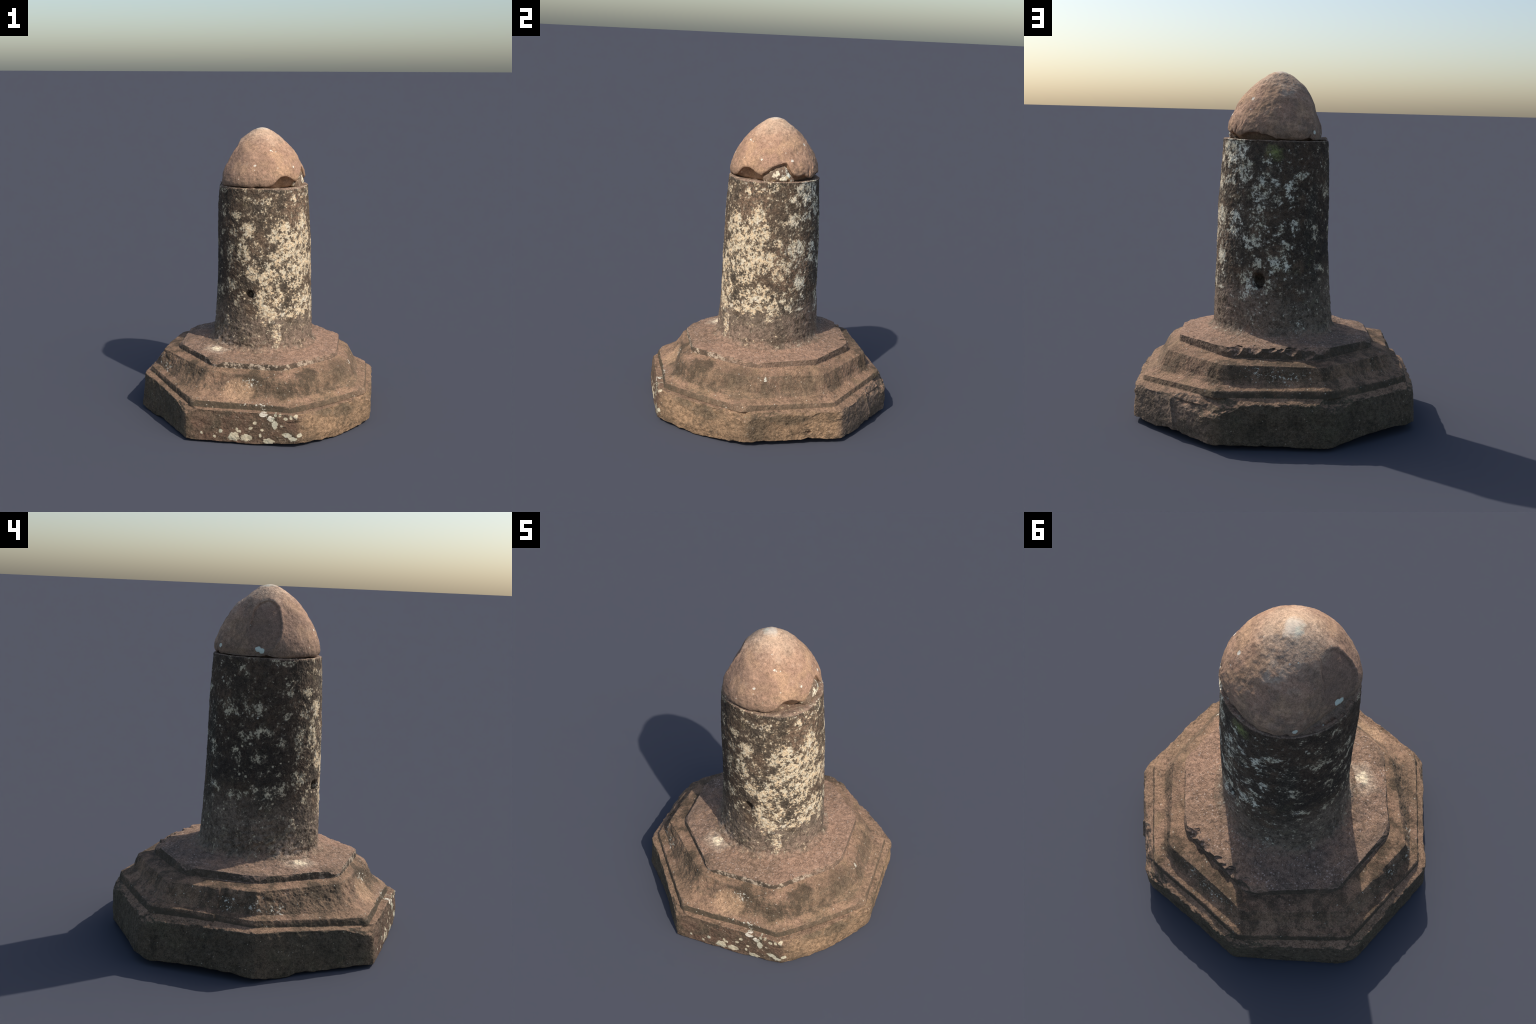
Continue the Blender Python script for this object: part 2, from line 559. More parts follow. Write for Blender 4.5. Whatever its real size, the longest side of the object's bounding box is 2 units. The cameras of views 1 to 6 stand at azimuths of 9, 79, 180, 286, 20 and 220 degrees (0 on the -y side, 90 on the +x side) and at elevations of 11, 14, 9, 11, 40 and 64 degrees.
LICHEN_EAST = [
    (-11, 1.09, .048, .055), (19, 1.17, .058, .066), (-1, 1.22, .026, .028), (14, 1.35, .037, .039), (32, 1.38, .026, .033),
    (15, 1.50, .037, .028), (-3, 1.00, .042, .033), (8, 1.05, .037, .033), (-10, .76, .063, .066), (9, .81, .037, .044),
    (26, .94, .037, .033), (64, .77, .021, .055), (23, .75, .053, .017), (-8, 1.575, .028, .022), (41, 1.39, .026, .044),
    (47, 1.14, .042, .066)]
LICHEN_NORTH = [
    (30, 1.55, .060, .070), (46, 1.54, .070, .070), (57, 1.44, .048, .066), (78, 1.32, .063, .055), (88, 1.36, .042, .033), (90, 1.28, .037, .044),
    (80, 1.41, .032, .028), (118, 1.41, .048, .033), (107, 1.34, .032, .050), (73, 1.21, .032, .066), (77, 1.11, .026, .055),
    (68, 1.05, .037, .050), (112, 1.14, .026, .044), (98, 1.11, .032, .028), (136, 1.10, .032, .039), (102, 1.00, .032, .055),
    (94, .91, .063, .044), (75, .92, .026, .033), (86, .80, .037, .028), (66, .81, .042, .060), (107, 1.55, .021, .022), (79, 1.50, .026, .022)]
LICHEN_WEST = [
    (148, .88, .021, .028), (156, 1.32, .021, .033), (-174, 1.33, .053, .022), (160, 1.34, .055, .042), (172, 1.54, .032, .033),
    (-148, 1.595, .070, .013), (-166, 1.20, .063, .028), (176, 1.18, .032, .022), (168, 1.07, .026, .039), (-168, 1.06, .042, .022),
    (-144, 1.14, .021, .033), (-134, .94, .042, .028), (141, .88, .032, .022), (-150, .88, .06, .030), (-170, .89, .032, .022),
    (171, .86, .042, .022), (-132, .69, .032, .033), (156, 1.46, .021, .044), (-142, 1.31, .026, .022), (-140, 1.44, .022, .034)]
# thick round lichens on the south plinth face: (x, z, half width, half height)
LICHEN_PLINTH = [
    (-.051, .054, .036, .030), (.030, .050, .038, .024), (.178, .034, .036, .019), (.299, .081, .030, .018), (.334, .061, .026, .015),
    (.216, .145, .018, .028), (.190, .185, .020, .020), (.142, .208, .026, .014), (-.139, .085, .012, .014), (-.180, .047, .010, .009),
    (-.266, .065, .009, .009), (-.031, .103, .009, .010), (-.016, .090, .013, .009), (.059, .116, .014, .010), (.088, .152, .013, .011),
    (.123, .070, .009, .015), (.134, .109, .010, .009), (.220, .209, .009, .009), (.250, .210, .009, .009), (.285, .190, .014, .009),
    (.320, .201, .009, .013), (.377, .082, .016, .014), (.26, .14, .008, .007), (.35, .205, .012, .012)]


class Stone(NT):
    """shared weathered-sandstone vocabulary; every part uses the same object space"""

    def __init__(self, name):
        super().__init__(name)
        self.n_big = self.noise(3.2, 4, .55)
        self.n_mid = self.noise(11, 6, .62)
        self.n_fine = self.noise(48, 6, .68)
        self.n_grit = self.noise(190, 3, .6)
        self.n_speck = self.noise(24, 5, .7, off=(7, 7, 7))
        w1 = self.vmath('SUBTRACT', self.noise(13, 3, .6, colour=True), (.5, .5, .5))
        w2 = self.vmath('SUBTRACT', self.noise(55, 4, .65, colour=True), (.5, .5, .5))
        w = self.vmath('ADD', self.vmath('MULTIPLY', w1, (.075,) * 3), self.vmath('MULTIPLY', w2, (.042,) * 3))
        self.warp = self.vmath('ADD', self.co, w)
        wf = self.vmath('MULTIPLY', w2, (.016,) * 3)
        self.warp_small = self.vmath('ADD', self.co, wf)
        self.x, self.y, self.z = self.xyz()
        g = self.t.nodes.new('ShaderNodeNewGeometry')
        self.up = self.xyz(g.outputs['Normal'])[2]
        self.edge = self.ramp(g.outputs['Pointiness'], .515, .56)
        d = self.vmath('MULTIPLY', self.co, (1, 1, 0))
        n = self.t.nodes.new('ShaderNodeVectorMath')
        n.operation = 'NORMALIZE'
        self.t.links.new(d, n.inputs[0])
        self.dir = n.outputs[0]

    def sector(self, az, half, soft=12):
        c, s = math.cos(deg(az)), math.sin(deg(az))
        dot = self.vmath('DOT_PRODUCT', self.dir, (float(c), float(s), 0))
        return self.ramp(dot, float(math.cos(deg(half + soft))), float(math.cos(deg(max(half - soft, 0)))))

    def tint(self, col, a, b):
        """multiply by a neutral a..b driven by grit and fine noise"""
        f = self.add(self.mul(self.n_grit, .42), self.mul(self.n_fine, .40), self.mul(self.n_speck, .18))
        v = self.ramp(f, .37, .63, a, b)
        return self.mix(1.0, col, self.grey(v), 'MULTIPLY')

    def grey(self, v):
        n = self.t.nodes.new('ShaderNodeCombineColor')
        for i in range(3):
            self.put(n.inputs[i], v)
        return n.outputs[0]

    def sandstone(self, a, b, c):
        col = self.mix(self.ramp(self.n_big, .40, .62), a, b)
        col = self.mix(self.ramp(self.n_mid, .50, .68), col, c)
        return col

    def flecks(self, scale, amount, size=.30):
        """small pale lichen dots"""
        d, c = self.voronoi(scale, self.warp_small)
        r = self.xyz(c)[0]
        pick = self.ramp(r, 1 - amount, 1 - amount + .02)
        return self.mul(self.ramp(d, size, size * .55), pick)

    def colonies(self, spots, p):
        """sum of soft ellipsoids on the shaft wall"""
        acc = None
        for az, z, w, h in spots:
            c = (.031 + .328 * math.cos(deg(az)), CY + .328 * math.sin(deg(az)), z)
            b = self.blob(p, [float(q) for q in c], (w * 1.55, w * 1.55, h * 1.55))
            acc = b if acc is None else self.math('MAXIMUM', acc, b)
        return acc


LICHEN_CREAM = (.86, .73, .52)
LICHEN_PALE = (.92, .86, .68)
LICHEN_GREY = (.74, .61, .40)


def shaft_material():
    m = Stone('shaft_stone')
    dark = m.sandstone((.098, .068, .045), (.074, .056, .040), (.135, .088, .056))
    west = m.math('MULTIPLY', m.sector(175, 75, 30), m.ramp(m.z, .78, .98))
    dark = m.mix(m.mul(west, .75), dark, m.sandstone((.086, .053, .033), (.060, .041, .027), (.122, .078, .049)))
    zb = m.add(m.z, m.mul(m.add(m.n_mid, -.5), .35))
    band = m.mul(m.mul(m.ramp(zb, .86, .98), m.ramp(zb, 1.34, 1.16)), m.sector(175, 45, 25))
    dark = m.mix(m.mul(band, .60), dark, (.038, .029, .022))
    # warm worn patches
    warm = m.math('MAXIMUM', m.blob(m.warp, (.31, -.20, 1.46), (.20, .20, .24)), m.blob(m.warp, (.36, .09, 1.05), (.26, .26, .30)))
    warm = m.mul(m.ramp(warm, .1, .6), m.ramp(m.n_fine, .38, .6))
    col = m.mix(m.mul(warm, .75), dark, (.20, .125, .080))
    # bare stone near the foot
    rise = m.add(m.z, m.mul(m.add(m.n_mid, m.n_big, -1.0), .34))
    bare = m.ramp(rise, .86, .66)
    stone = m.sandstone((.23, .160, .115), (.19, .140, .100), (.115, .085, .058))
    stone = m.mix(m.mul(m.sector(160, 80, 25), .55), stone, m.sandstone((.175, .132, .092), (.145, .113, .080), (.090, .070, .050)))
    col = m.mix(m.mul(bare, m.ramp(m.n_fine, .32, .52, .35, 1.0)), col, stone)
    pale_foot = m.mul(m.blob(m.warp, (-.22, -.27, .545), (.16, .16, .10)), m.ramp(m.n_fine, .35, .6))
    col = m.mix(m.ramp(pale_foot, 0, .5), col, (.34, .25, .18))
    foot = m.ramp(m.add(m.z, m.mul(m.add(m.n_speck, m.n_mid, -1.0), .14)), .545, .500)
    col = m.mix(m.mul(foot, .8), col, m.sandstone((.290, .180, .120), (.255, .162, .106), (.175, .116, .076)))
    topf = m.mul(m.ramp(m.up, .4, .8), m.ramp(m.z, 1.57, 1.59))
    col = m.mix(topf, col, m.sandstone((.30, .195, .135), (.25, .165, .115), (.20, .135, .09)))
    # drip-dark staining under the lichen edge and at the foot
    stain = m.mul(m.ramp(m.noise(7, 5, .65, vec=m.vmath('MULTIPLY', m.co, (1, 1, .35)), off=(3, 1, 2)), .52, .66), m.ramp(m.z, .50, .56))
    col = m.mix(m.mul(stain, .55), col, (.060, .050, .036))
    moss = m.mul(m.ramp(m.noise(6, 4, .6, off=(9, 4, 1)), .58, .70), m.ramp(m.n_fine, .4, .6))
    col = m.mix(m.mul(moss, .28), col, (.13, .125, .060))
    green = m.mul(m.blob(m.warp, (.03, .315, 1.545), (.07, .07, .05)), 1.6)
    col = m.mix(m.math('MULTIPLY', green, m.n_fine, clamp=True), col, (.24, .26, .085))
    col = m.tint(col, .50, 1.50)
    # lichen crusts : colonies broken up by two scales of noise
    brk = m.add(m.mul(m.noise(27, 9, .72, off=(5, 2, 7)), .60), m.mul(m.noise(85, 5, .70, off=(1, 8, 3)), .40))
    south = m.colonies(LICHEN_SOUTH, m.warp)
    east = m.colonies(LICHEN_EAST, m.warp)
    north = m.colonies(LICHEN_NORTH, m.warp)
    westc = m.colonies(LICHEN_WEST, m.warp)
    every = m.math('MAXIMUM', m.math('MAXIMUM', south, east), m.math('MAXIMUM', north, westc))
    belt = m.mul(m.ramp(m.z, .62, .85), 1.0)
    spread = m.mul(m.math('SUBTRACT', m.mul(m.sector(-30, 75, 40), .12), .015), belt)      # thin crust everywhere, thickest to the sun
    dens = m.add(m.mul(m.math('MINIMUM', every, .44), .60), spread)
    field = m.add(dens, m.mul(m.math('SUBTRACT', brk, .5), 3.5))
    mask = m.ramp(field, .30, .36)
    thin = m.ramp(field, .05, .36)
    lc = m.mix(m.ramp(m.n_fine, .38, .60), LICHEN_CREAM, (.70, .51, .31))
    lc = m.mix(m.mul(m.sector(80, 50, 40), .92), lc, m.mix(m.ramp(m.n_mid, .4, .6), LICHEN_PALE, (.76, .68, .48)))
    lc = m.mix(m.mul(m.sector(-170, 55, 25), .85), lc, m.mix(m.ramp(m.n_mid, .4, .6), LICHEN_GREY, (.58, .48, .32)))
    white = m.ramp(m.noise(15, 4, .6, off=(2, 2, 8)), .60, .68)
    lc = m.mix(m.mul(white, .7), lc, (.86, .79, .64))
    lc = m.tint(lc, .66, 1.24)
    col = m.mix(m.mul(thin, .36), col, m.mix(.45, lc, (.25, .17, .11)))
    col = m.mix(m.mul(mask, .95), col, lc)
    dots = m.mul(m.flecks(34, .10, .30), m.ramp(m.z, .6, .7))
    col = m.mix(m.mul(dots, .8), col, lc)
    h = m.add(m.mul(m.n_fine, .8), m.mul(m.n_grit, .5), m.mul(mask, .35))
    m.bump(h, .55, .006)
    return m.finish(col, .92)


def bed_colour(m):
    """common sandstone of the pedestal"""
    col = m.sandstone((.300, .182, .112), (.252, .158, .096), (.165, .106, .067))
    pink = m.ramp(m.noise(5, 3, .5, off=(4, 4, 4)), .45, .62)
    col = m.mix(m.mul(pink, .4), col, (.310, .186, .124))
    return col


def slab_material():
    m = Stone('slab_stone')
    col = m.sandstone((.300, .185, .122), (.262, .166, .108), (.175, .116, .076))
    old = m.ramp(m.noise(8, 6, .65, off=(6, 1, 1)), .54, .68)
    col = m.mix(m.mul(old, .60), col, (.120, .088, .062))
    # pinkish scoured east side, brown west side
    col = m.mix(m.mul(m.sector(0, 50, 40), .50), col, (.365, .220, .145))
    col = m.mix(m.mul(m.mul(m.sector(150, 60, 30), m.ramp(m.n_mid, .35, .55)), .35), col, (.165, .120, .095))
    pale = m.blob(m.warp, (-.247, -.309, .49), (.16, .13, .10))
    col = m.mix(m.mul(m.ramp(m.mul(pale, m.add(m.n_fine, .5)), .15, .7), .9), col, (.46, .34, .24))
    core = m.blob(m.warp, (-.255, -.315, .49), (.055, .042, .06))
    col = m.mix(m.ramp(m.mul(core, m.add(m.n_fine, .6)), .22, .40), col, (.72, .58, .40))
    col = m.tint(col, .50, 1.50)
    col = m.mix(m.mul(m.edge, .35), col, (.42, .28, .19))
    fl = m.math('MAXIMUM', m.flecks(62, .30, .36), m.flecks(120, .22, .40))
    fl = m.mul(fl, m.ramp(m.noise(9, 4, .6, off=(2, 7, 5)), .36, .56))
    col = m.mix(m.mul(fl, .72), col, (.56, .42, .33))
    # dark crust on the riser, dotted with lichen
    riser = m.mul(m.ramp(m.up, .72, .38), m.ramp(m.z, .53, .51))
    crust = m.mul(riser, m.ramp(m.add(m.mul(m.n_mid, .6), m.mul(m.n_fine, .4)), .33, .50, .35, 1.0))
    crust = m.mul(crust, m.math('SUBTRACT', 1.0, m.mul(m.sector(5, 55, 20), .35)))
    col = m.mix(m.mul(crust, .88), col, m.tint(m.mix(m.n_mid, (.060, .048, .034), (.085, .066, .044)), .7, 1.3))
    south = m.mul(m.sector(-80, 42, 15), riser)
    lich = m.mul(m.ramp(m.add(m.mul(m.noise(30, 6, .65, off=(8, 8, 2)), .7), m.mul(m.n_fine, .3)), .50, .56), m.add(m.mul(south, .85), .04))
    lich = m.math('MULTIPLY', lich, riser)
    col = m.mix(lich, col, m.mix(m.n_mid, (.62, .50, .33), (.42, .30, .24)))
    m.bump(m.add(m.mul(m.n_fine, .8), m.mul(m.n_grit, .6), m.mul(fl, .3)), .6, .006)
    return m.finish(col, .93)


def moulding_material():
    m = Stone('moulding_stone')
    col = bed_colour(m)
    # ochre worn shelf and streaks down the hollow
    streak = m.noise(9, 5, .6, vec=m.vmath('MULTIPLY', m.co, (1, 1, .22)), off=(1, 6, 3))
    col = m.mix(m.mul(m.ramp(streak, .5, .66), .55), col, (.345, .225, .128))
    steep = m.ramp(m.up, .84, .66)
    film = m.ramp(m.add(m.mul(streak, .5), m.mul(m.n_fine, .5)), .40, .56)
    col = m.mix(m.mul(m.mul(steep, film), .50), col, (.120, .092, .062))
    drip = m.noise(34, 4, .6, vec=m.vmath('MULTIPLY', m.co, (1, 1, .13)), off=(4, 1, 1))
    col = m.mix(m.mul(m.mul(steep, m.ramp(drip, .50, .66)), .45), col, (.105, .074, .048))
    col = m.mix(m.mul(m.mul(steep, m.ramp(drip, .46, .34)), .35), col, (.36, .24, .145))
    # sooty patches of biofilm in the hollow
    spots = [(.08, -.63, .36, .13, .075), (.20, -.62, .34, .12, .06), (.42, -.53, .36, .12, .07), (.52, -.42, .36, .09, .07),
             (.66, .06, .37, .07, .06), (.67, -.10, .36, .10, .06), (.66, .19, .36, .06, .06), (.57, .33, .36, .10, .07), (.45, .48, .37, .09, .07),
             (-.30, -.55, .37, .10, .06), (-.44, -.48, .37, .12, .07), (-.62, -.30, .39, .14, .09), (-.68, -.12, .38, .16, .09),
             (-.70, .14, .38, .20, .10), (-.55, .46, .37, .22, .11), (0.0, .67, .37, .34, .09), (.60, -.28, .40, .08, .05), (-.50, -.42, .30, .10, .04)]
    soot = None
    for x, y, z, r, h in spots:
        b = m.blob(m.warp, (x, y, z), (r * 1.6, r * 1.6, h * 1.35))
        soot = b if soot is None else m.math('MAXIMUM', soot, b)
    soot = m.ramp(m.add(m.math('MINIMUM', soot, .30), m.mul(m.math('SUBTRACT', m.n_fine, .5), 1.5), m.mul(m.math('SUBTRACT', streak, .5), 1.5), m.mul(m.math('SUBTRACT', m.n_mid, .5), .9)), .10, .50)
    col = m.mix(m.mul(soot, m.math('SUBTRACT', .86, m.mul(m.sector(10, 42, 15), .34))), col, (.074, .053, .034))
    tan_patch = m.ramp(m.mul(m.blob(m.warp, (-.05, -.665, .32), (.15, .10, .10)), m.add(m.n_fine, .5)), .05, .5)  # lighter tan patch low in the south hollow
    col = m.mix(m.mul(tan_patch, .62), col, (.48, .30, .175))
    col = m.tint(col, .46, 1.54)
    specks = m.mul(m.flecks(95, .22, .36), steep)
    col = m.mix(m.mul(specks, .5), col, (.36, .25, .15))
    col = m.mix(m.mul(m.edge, .30), col, (.38, .26, .17))
    # black crust on the little vertical fillet
    fil = m.mul(m.ramp(m.up, .80, .50), m.ramp(m.add(m.z, m.mul(m.y, -.030), m.mul(m.x, .018)), .290, .272))
    crust = m.mul(fil, m.ramp(m.add(m.mul(m.n_mid, .5), m.mul(m.n_fine, .5)), .34, .50, .3, 1.0))
    sunny = m.sector(5, 55, 20)
    crust = m.mul(crust, m.math('SUBTRACT', .90, m.mul(sunny, .55)))
    col = m.mix(crust, col, m.mix(m.n_speck, (.050, .041, .028), (.100, .076, .048)))
    # pale lichen dots : fillet edge in the south, west groin, north face
    where = [(-.32, -.735, .27, .09, .03), (.10, -.725, .25, .16, .025), (.04, -.63, .35, .10, .05), (-.70, -.21, .36, .10, .06),
             (-.62, -.30, .33, .09, .05), (-.66, -.05, .36, .12, .05), (.10, .68, .38, .10, .05), (-.02, .68, .37, .25, .05), (-.56, -.50, .30, .08, .03), (.66, -.12, .40, .07, .04)]
    zone = None
    for x, y, z, r, h in where:
        b = m.blob(m.warp, (x, y, z), (r, r, h))
        zone = b if zone is None else m.math('MAXIMUM', zone, b)
    dots = m.mul(m.ramp(m.add(m.mul(m.noise(60, 5, .65, off=(3, 3, 9)), 1.0), m.mul(zone, .16)), .66, .71), m.ramp(zone, .02, .2))
    dots = m.math('MAXIMUM', dots, m.mul(m.flecks(75, .06, .30), .8))
    col = m.mix(m.mul(dots, .9), col, m.mix(m.n_mid, (.70, .60, .44), (.58, .57, .48)))
    m.bump(m.add(m.mul(m.n_fine, .9), m.mul(m.n_grit, .6)), .6, .006)
    return m.finish(col, .93)


def plinth_material():
    m = Stone('plinth_stone')
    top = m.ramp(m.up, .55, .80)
    tan = m.sandstone((.345, .215, .122), (.285, .180, .104), (.180, .118, .070))
    col = tan
    # faces differ : red-brown south, ochre east, brown north-east, darker north and west
    south = m.sandstone((.155, .098, .064), (.125, .085, .054), (.088, .064, .042))
    red = m.ramp(m.noise(7, 4, .6, off=(7, 3, 3)), .48, .62)
    south = m.mix(m.mul(red, .6), south, (.165, .092, .060))
    col = m.mix(m.sector(-90, 26, 3), col, south)
    ne = m.sandstone((.190, .132, .094), (.165, .118, .082), (.120, .090, .062))
    col = m.mix(m.sector(46, 22, 3), col, ne)
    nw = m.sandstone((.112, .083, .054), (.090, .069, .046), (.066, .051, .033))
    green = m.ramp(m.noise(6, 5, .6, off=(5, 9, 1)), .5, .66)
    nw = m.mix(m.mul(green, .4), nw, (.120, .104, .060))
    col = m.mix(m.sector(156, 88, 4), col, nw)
    film = m.ramp(m.noise(8, 6, .66, off=(2, 5, 5)), .50, .64)
    col = m.mix(m.mul(film, .50), col, (.105, .076, .048))
    dark = None
    for x, y, z, r, h in ((.80, -.20, .12, .10, .12), (.62, -.50, .17, .14, .05), (.80, .02, .17, .16, .04), (.80, -.10, .20, .10, .05), (-.60, -.56, .16, .20, .10), (.50, -.62, .20, .09, .04)):
        b = m.blob(m.warp, (x, y, z), (r * 1.2, r * 1.2, h * 1.2))
        dark = b if dark is None else m.math('MAXIMUM', dark, b)
    dark = m.ramp(m.add(dark, m.mul(m.math('SUBTRACT', m.n_fine, .5), 1.0)), .12, .55)
    col = m.mix(m.mul(dark, .6), col, (.085, .068, .045))
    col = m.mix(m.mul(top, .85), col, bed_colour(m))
    col = m.tint(col, .48, 1.52)
    col = m.mix(m.mul(m.edge, .30), col, (.36, .25, .16))
    # round crusts on the south face
    acc = None
    for x, z, w, h in LICHEN_PLINTH:
        b = m.blob(m.warp_small, (x, -.785, z), (w * 1.3, .10, h * 1.3))
        acc = b if acc is None else m.math('MAXIMUM', acc, b)
    mask = m.ramp(m.add(acc, m.mul(m.math('SUBTRACT', m.n_fine, .5), .9), m.mul(m.math('SUBTRACT', m.n_speck, .5), .8)), .20, .27)
    lc = m.mix(m.ramp(m.n_mid, .4, .62), (.68, .56, .38), (.60, .56, .42))
    lc = m.mix(m.ramp(m.n_grit, .45, .62, 0, .5), lc, (.42, .37, .24))
    lc = m.mix(m.ramp(m.n_speck, .50, .64, 0, .7), lc, (.34, .29, .19))
    rim = m.blob(m.warp_small, (.16, -.785, .205), (.06, .06, .05))
    lc = m.mix(m.ramp(rim, .1, .5), lc, (.85, .74, .58))
    col = m.mix(m.mul(mask, .96), col, lc)
    edge = m.mul(m.flecks(55, .30, .34), m.math('MAXIMUM', m.blob(m.warp, (.345, -.79, .12), (.09, .09, .16)), m.mul(m.sector(-90, 22, 3), .25)))
    dots = m.math('MAXIMUM', m.ramp(edge, .15, .35), m.mul(m.flecks(80, .05, .30), .7))
    col = m.mix(m.mul(dots, .8), col, (.55, .46, .34))
    m.bump(m.add(m.mul(m.n_fine, 1.0), m.mul(m.n_grit, .6), m.mul(mask, .5)), .65, .006)
    return m.finish(col, .93)


def cap_material():
    m = Stone('cap_stone')
    col = m.sandstone((.465, .280, .178), (.415, .245, .160), (.320, .192, .122))
    ochre = m.ramp(m.noise(7, 5, .6, off=(3, 8, 2)), .46, .62)
    col = m.mix(m.mul(ochre, .50), col, (.56, .345, .195))
    stain = m.noise(9, 5, .62, vec=m.vmath('MULTIPLY', m.co, (1, 1, .45)), off=(6, 2, 9))
    col = m.mix(m.mul(m.ramp(stain, .52, .66), .50), col, (.235, .145, .098))
    col = m.mix(m.mul(m.ramp(m.noise(15, 5, .68, off=(8, 5, 1)), .56, .68), .40), col, (.60, .41, .28))
    # greyer, soot-toned skirt
    skirt = m.ramp(m.add(m.z, m.mul(m.add(m.n_mid, -.5), .22), m.mul(m.add(m.n_fine, -.5), .14)), 1.735, 1.615)
    col = m.mix(m.mul(skirt, .62), col, (.205, .142, .092))
    west = m.mul(m.sector(-165, 60, 30), m.ramp(m.n_mid, .30, .58))
    col = m.mix(m.mul(west, .50), col, (.235, .155, .110))
    ash = m.mul(m.sector(135, 55, 30), m.ramp(m.noise(10, 6, .65, off=(1, 1, 6)), .44, .62))
    col = m.mix(m.mul(ash, .60), col, (.190, .135, .098))
    bleach = m.ramp(m.add(m.z, m.mul(m.add(m.n_mid, -.5), .16), m.mul(m.add(m.n_fine, -.5), .12)), 1.86, 2.00)
    col = m.mix(m.mul(bleach, .55), col, (.70, .50, .34))
    # freshly spalled facet
    u = m.blob(m.warp_small, (-.21, -.045, 1.775), (.105, .115, .155))
    col = m.mix(m.mul(m.ramp(u, .03, .10), .65), col, m.mix(m.n_mid, (.200, .130, .092), (.265, .170, .122)))
    col = m.tint(col, .66, 1.32)
    # white lichen : crown, bird-lime and dots
    crown = m.blob(m.warp, (.012, -.004, 2.0), (.075, .075, .05))
    wht = m.mul(m.ramp(m.mul(crown, m.add(m.mul(m.n_fine, 1.4), m.mul(m.n_speck, .8), -.3)), .12, .60), .6)
    haze = m.mul(m.blob(m.warp, (-.03, .165, 1.88), (.07, .07, .07)), m.ramp(m.n_speck, .42, .6))
    wht = m.math('MAXIMUM', wht, m.mul(haze, .4))
    for c, r in (((.165, .165, 1.842), .015), ((.196, -.185, 1.79), .013), ((.245, -.135, 1.745), .009), ((.21, -.17, 1.735), .010), ((.002, -.275, 1.765), .012), ((.002, -.286, 1.735), .008),
                 ((.295, -.09, 1.66), .014), ((.10, -.19, 1.86), .011), ((-.238, -.04, 1.645), .021), ((-.255, .06, 1.66), .018), ((-.235, -.02, 1.655), .022), ((-.19, .21, 1.66), .014),
                 ((.28, .06, 1.745), .012), ((-.14, -.18, 1.72), .014), ((-.25, .12, 1.64), .018)):
        b = m.blob(m.warp_small, c, (r * 1.05,) * 3)
        wht = m.math('MAXIMUM', wht, m.ramp(m.add(b, m.mul(m.math('SUBTRACT', m.n_fine, .5), .5)), .18, .30))
    wht = m.math('MAXIMUM', wht, m.mul(m.flecks(46, .05, .24), .75))
    col = m.mix(m.mul(wht, .92), col, m.mix(m.sector(-170, 60, 20), (.80, .72, .58), (.70, .74, .60)))
    m.bump(m.add(m.mul(m.n_fine, .9), m.mul(m.n_grit, .5)), .55, .006)
    return m.finish(col, .90)


def chip_material():
    m = Stone('chip_stone')
    col = m.sandstone((.17, .115, .08), (.22, .15, .10), (.12, .085, .06))
    f = m.add(m.mul(m.noise(22, 5, .6, off=(4, 4, 1)), .7), m.mul(m.n_fine, .3))
    north = m.ramp(m.y, -.02, .05)
    mask = m.ramp(m.add(f, m.mul(north, .05)), .54, .58)
    lc = m.mix(north, LICHEN_CREAM, (.70, .70, .58))
    ochre = m.ramp(m.noise(16, 3, .5, off=(0, 3, 3)), .58, .66)
    col = m.mix(mask, col, lc)
    col = m.mix(m.mul(ochre, .7), col, (.36, .23, .09))
    col = m.tint(col, .8, 1.2)
    m.bump(m.n_fine, .5, .005)
    return m.finish(col, .92)


def materials():
    return dict(plinth=plinth_material(), moulding=moulding_material(), slab=slab_material(),
                shaft=shaft_material(), cap=cap_material(), stone_chip=chip_material())


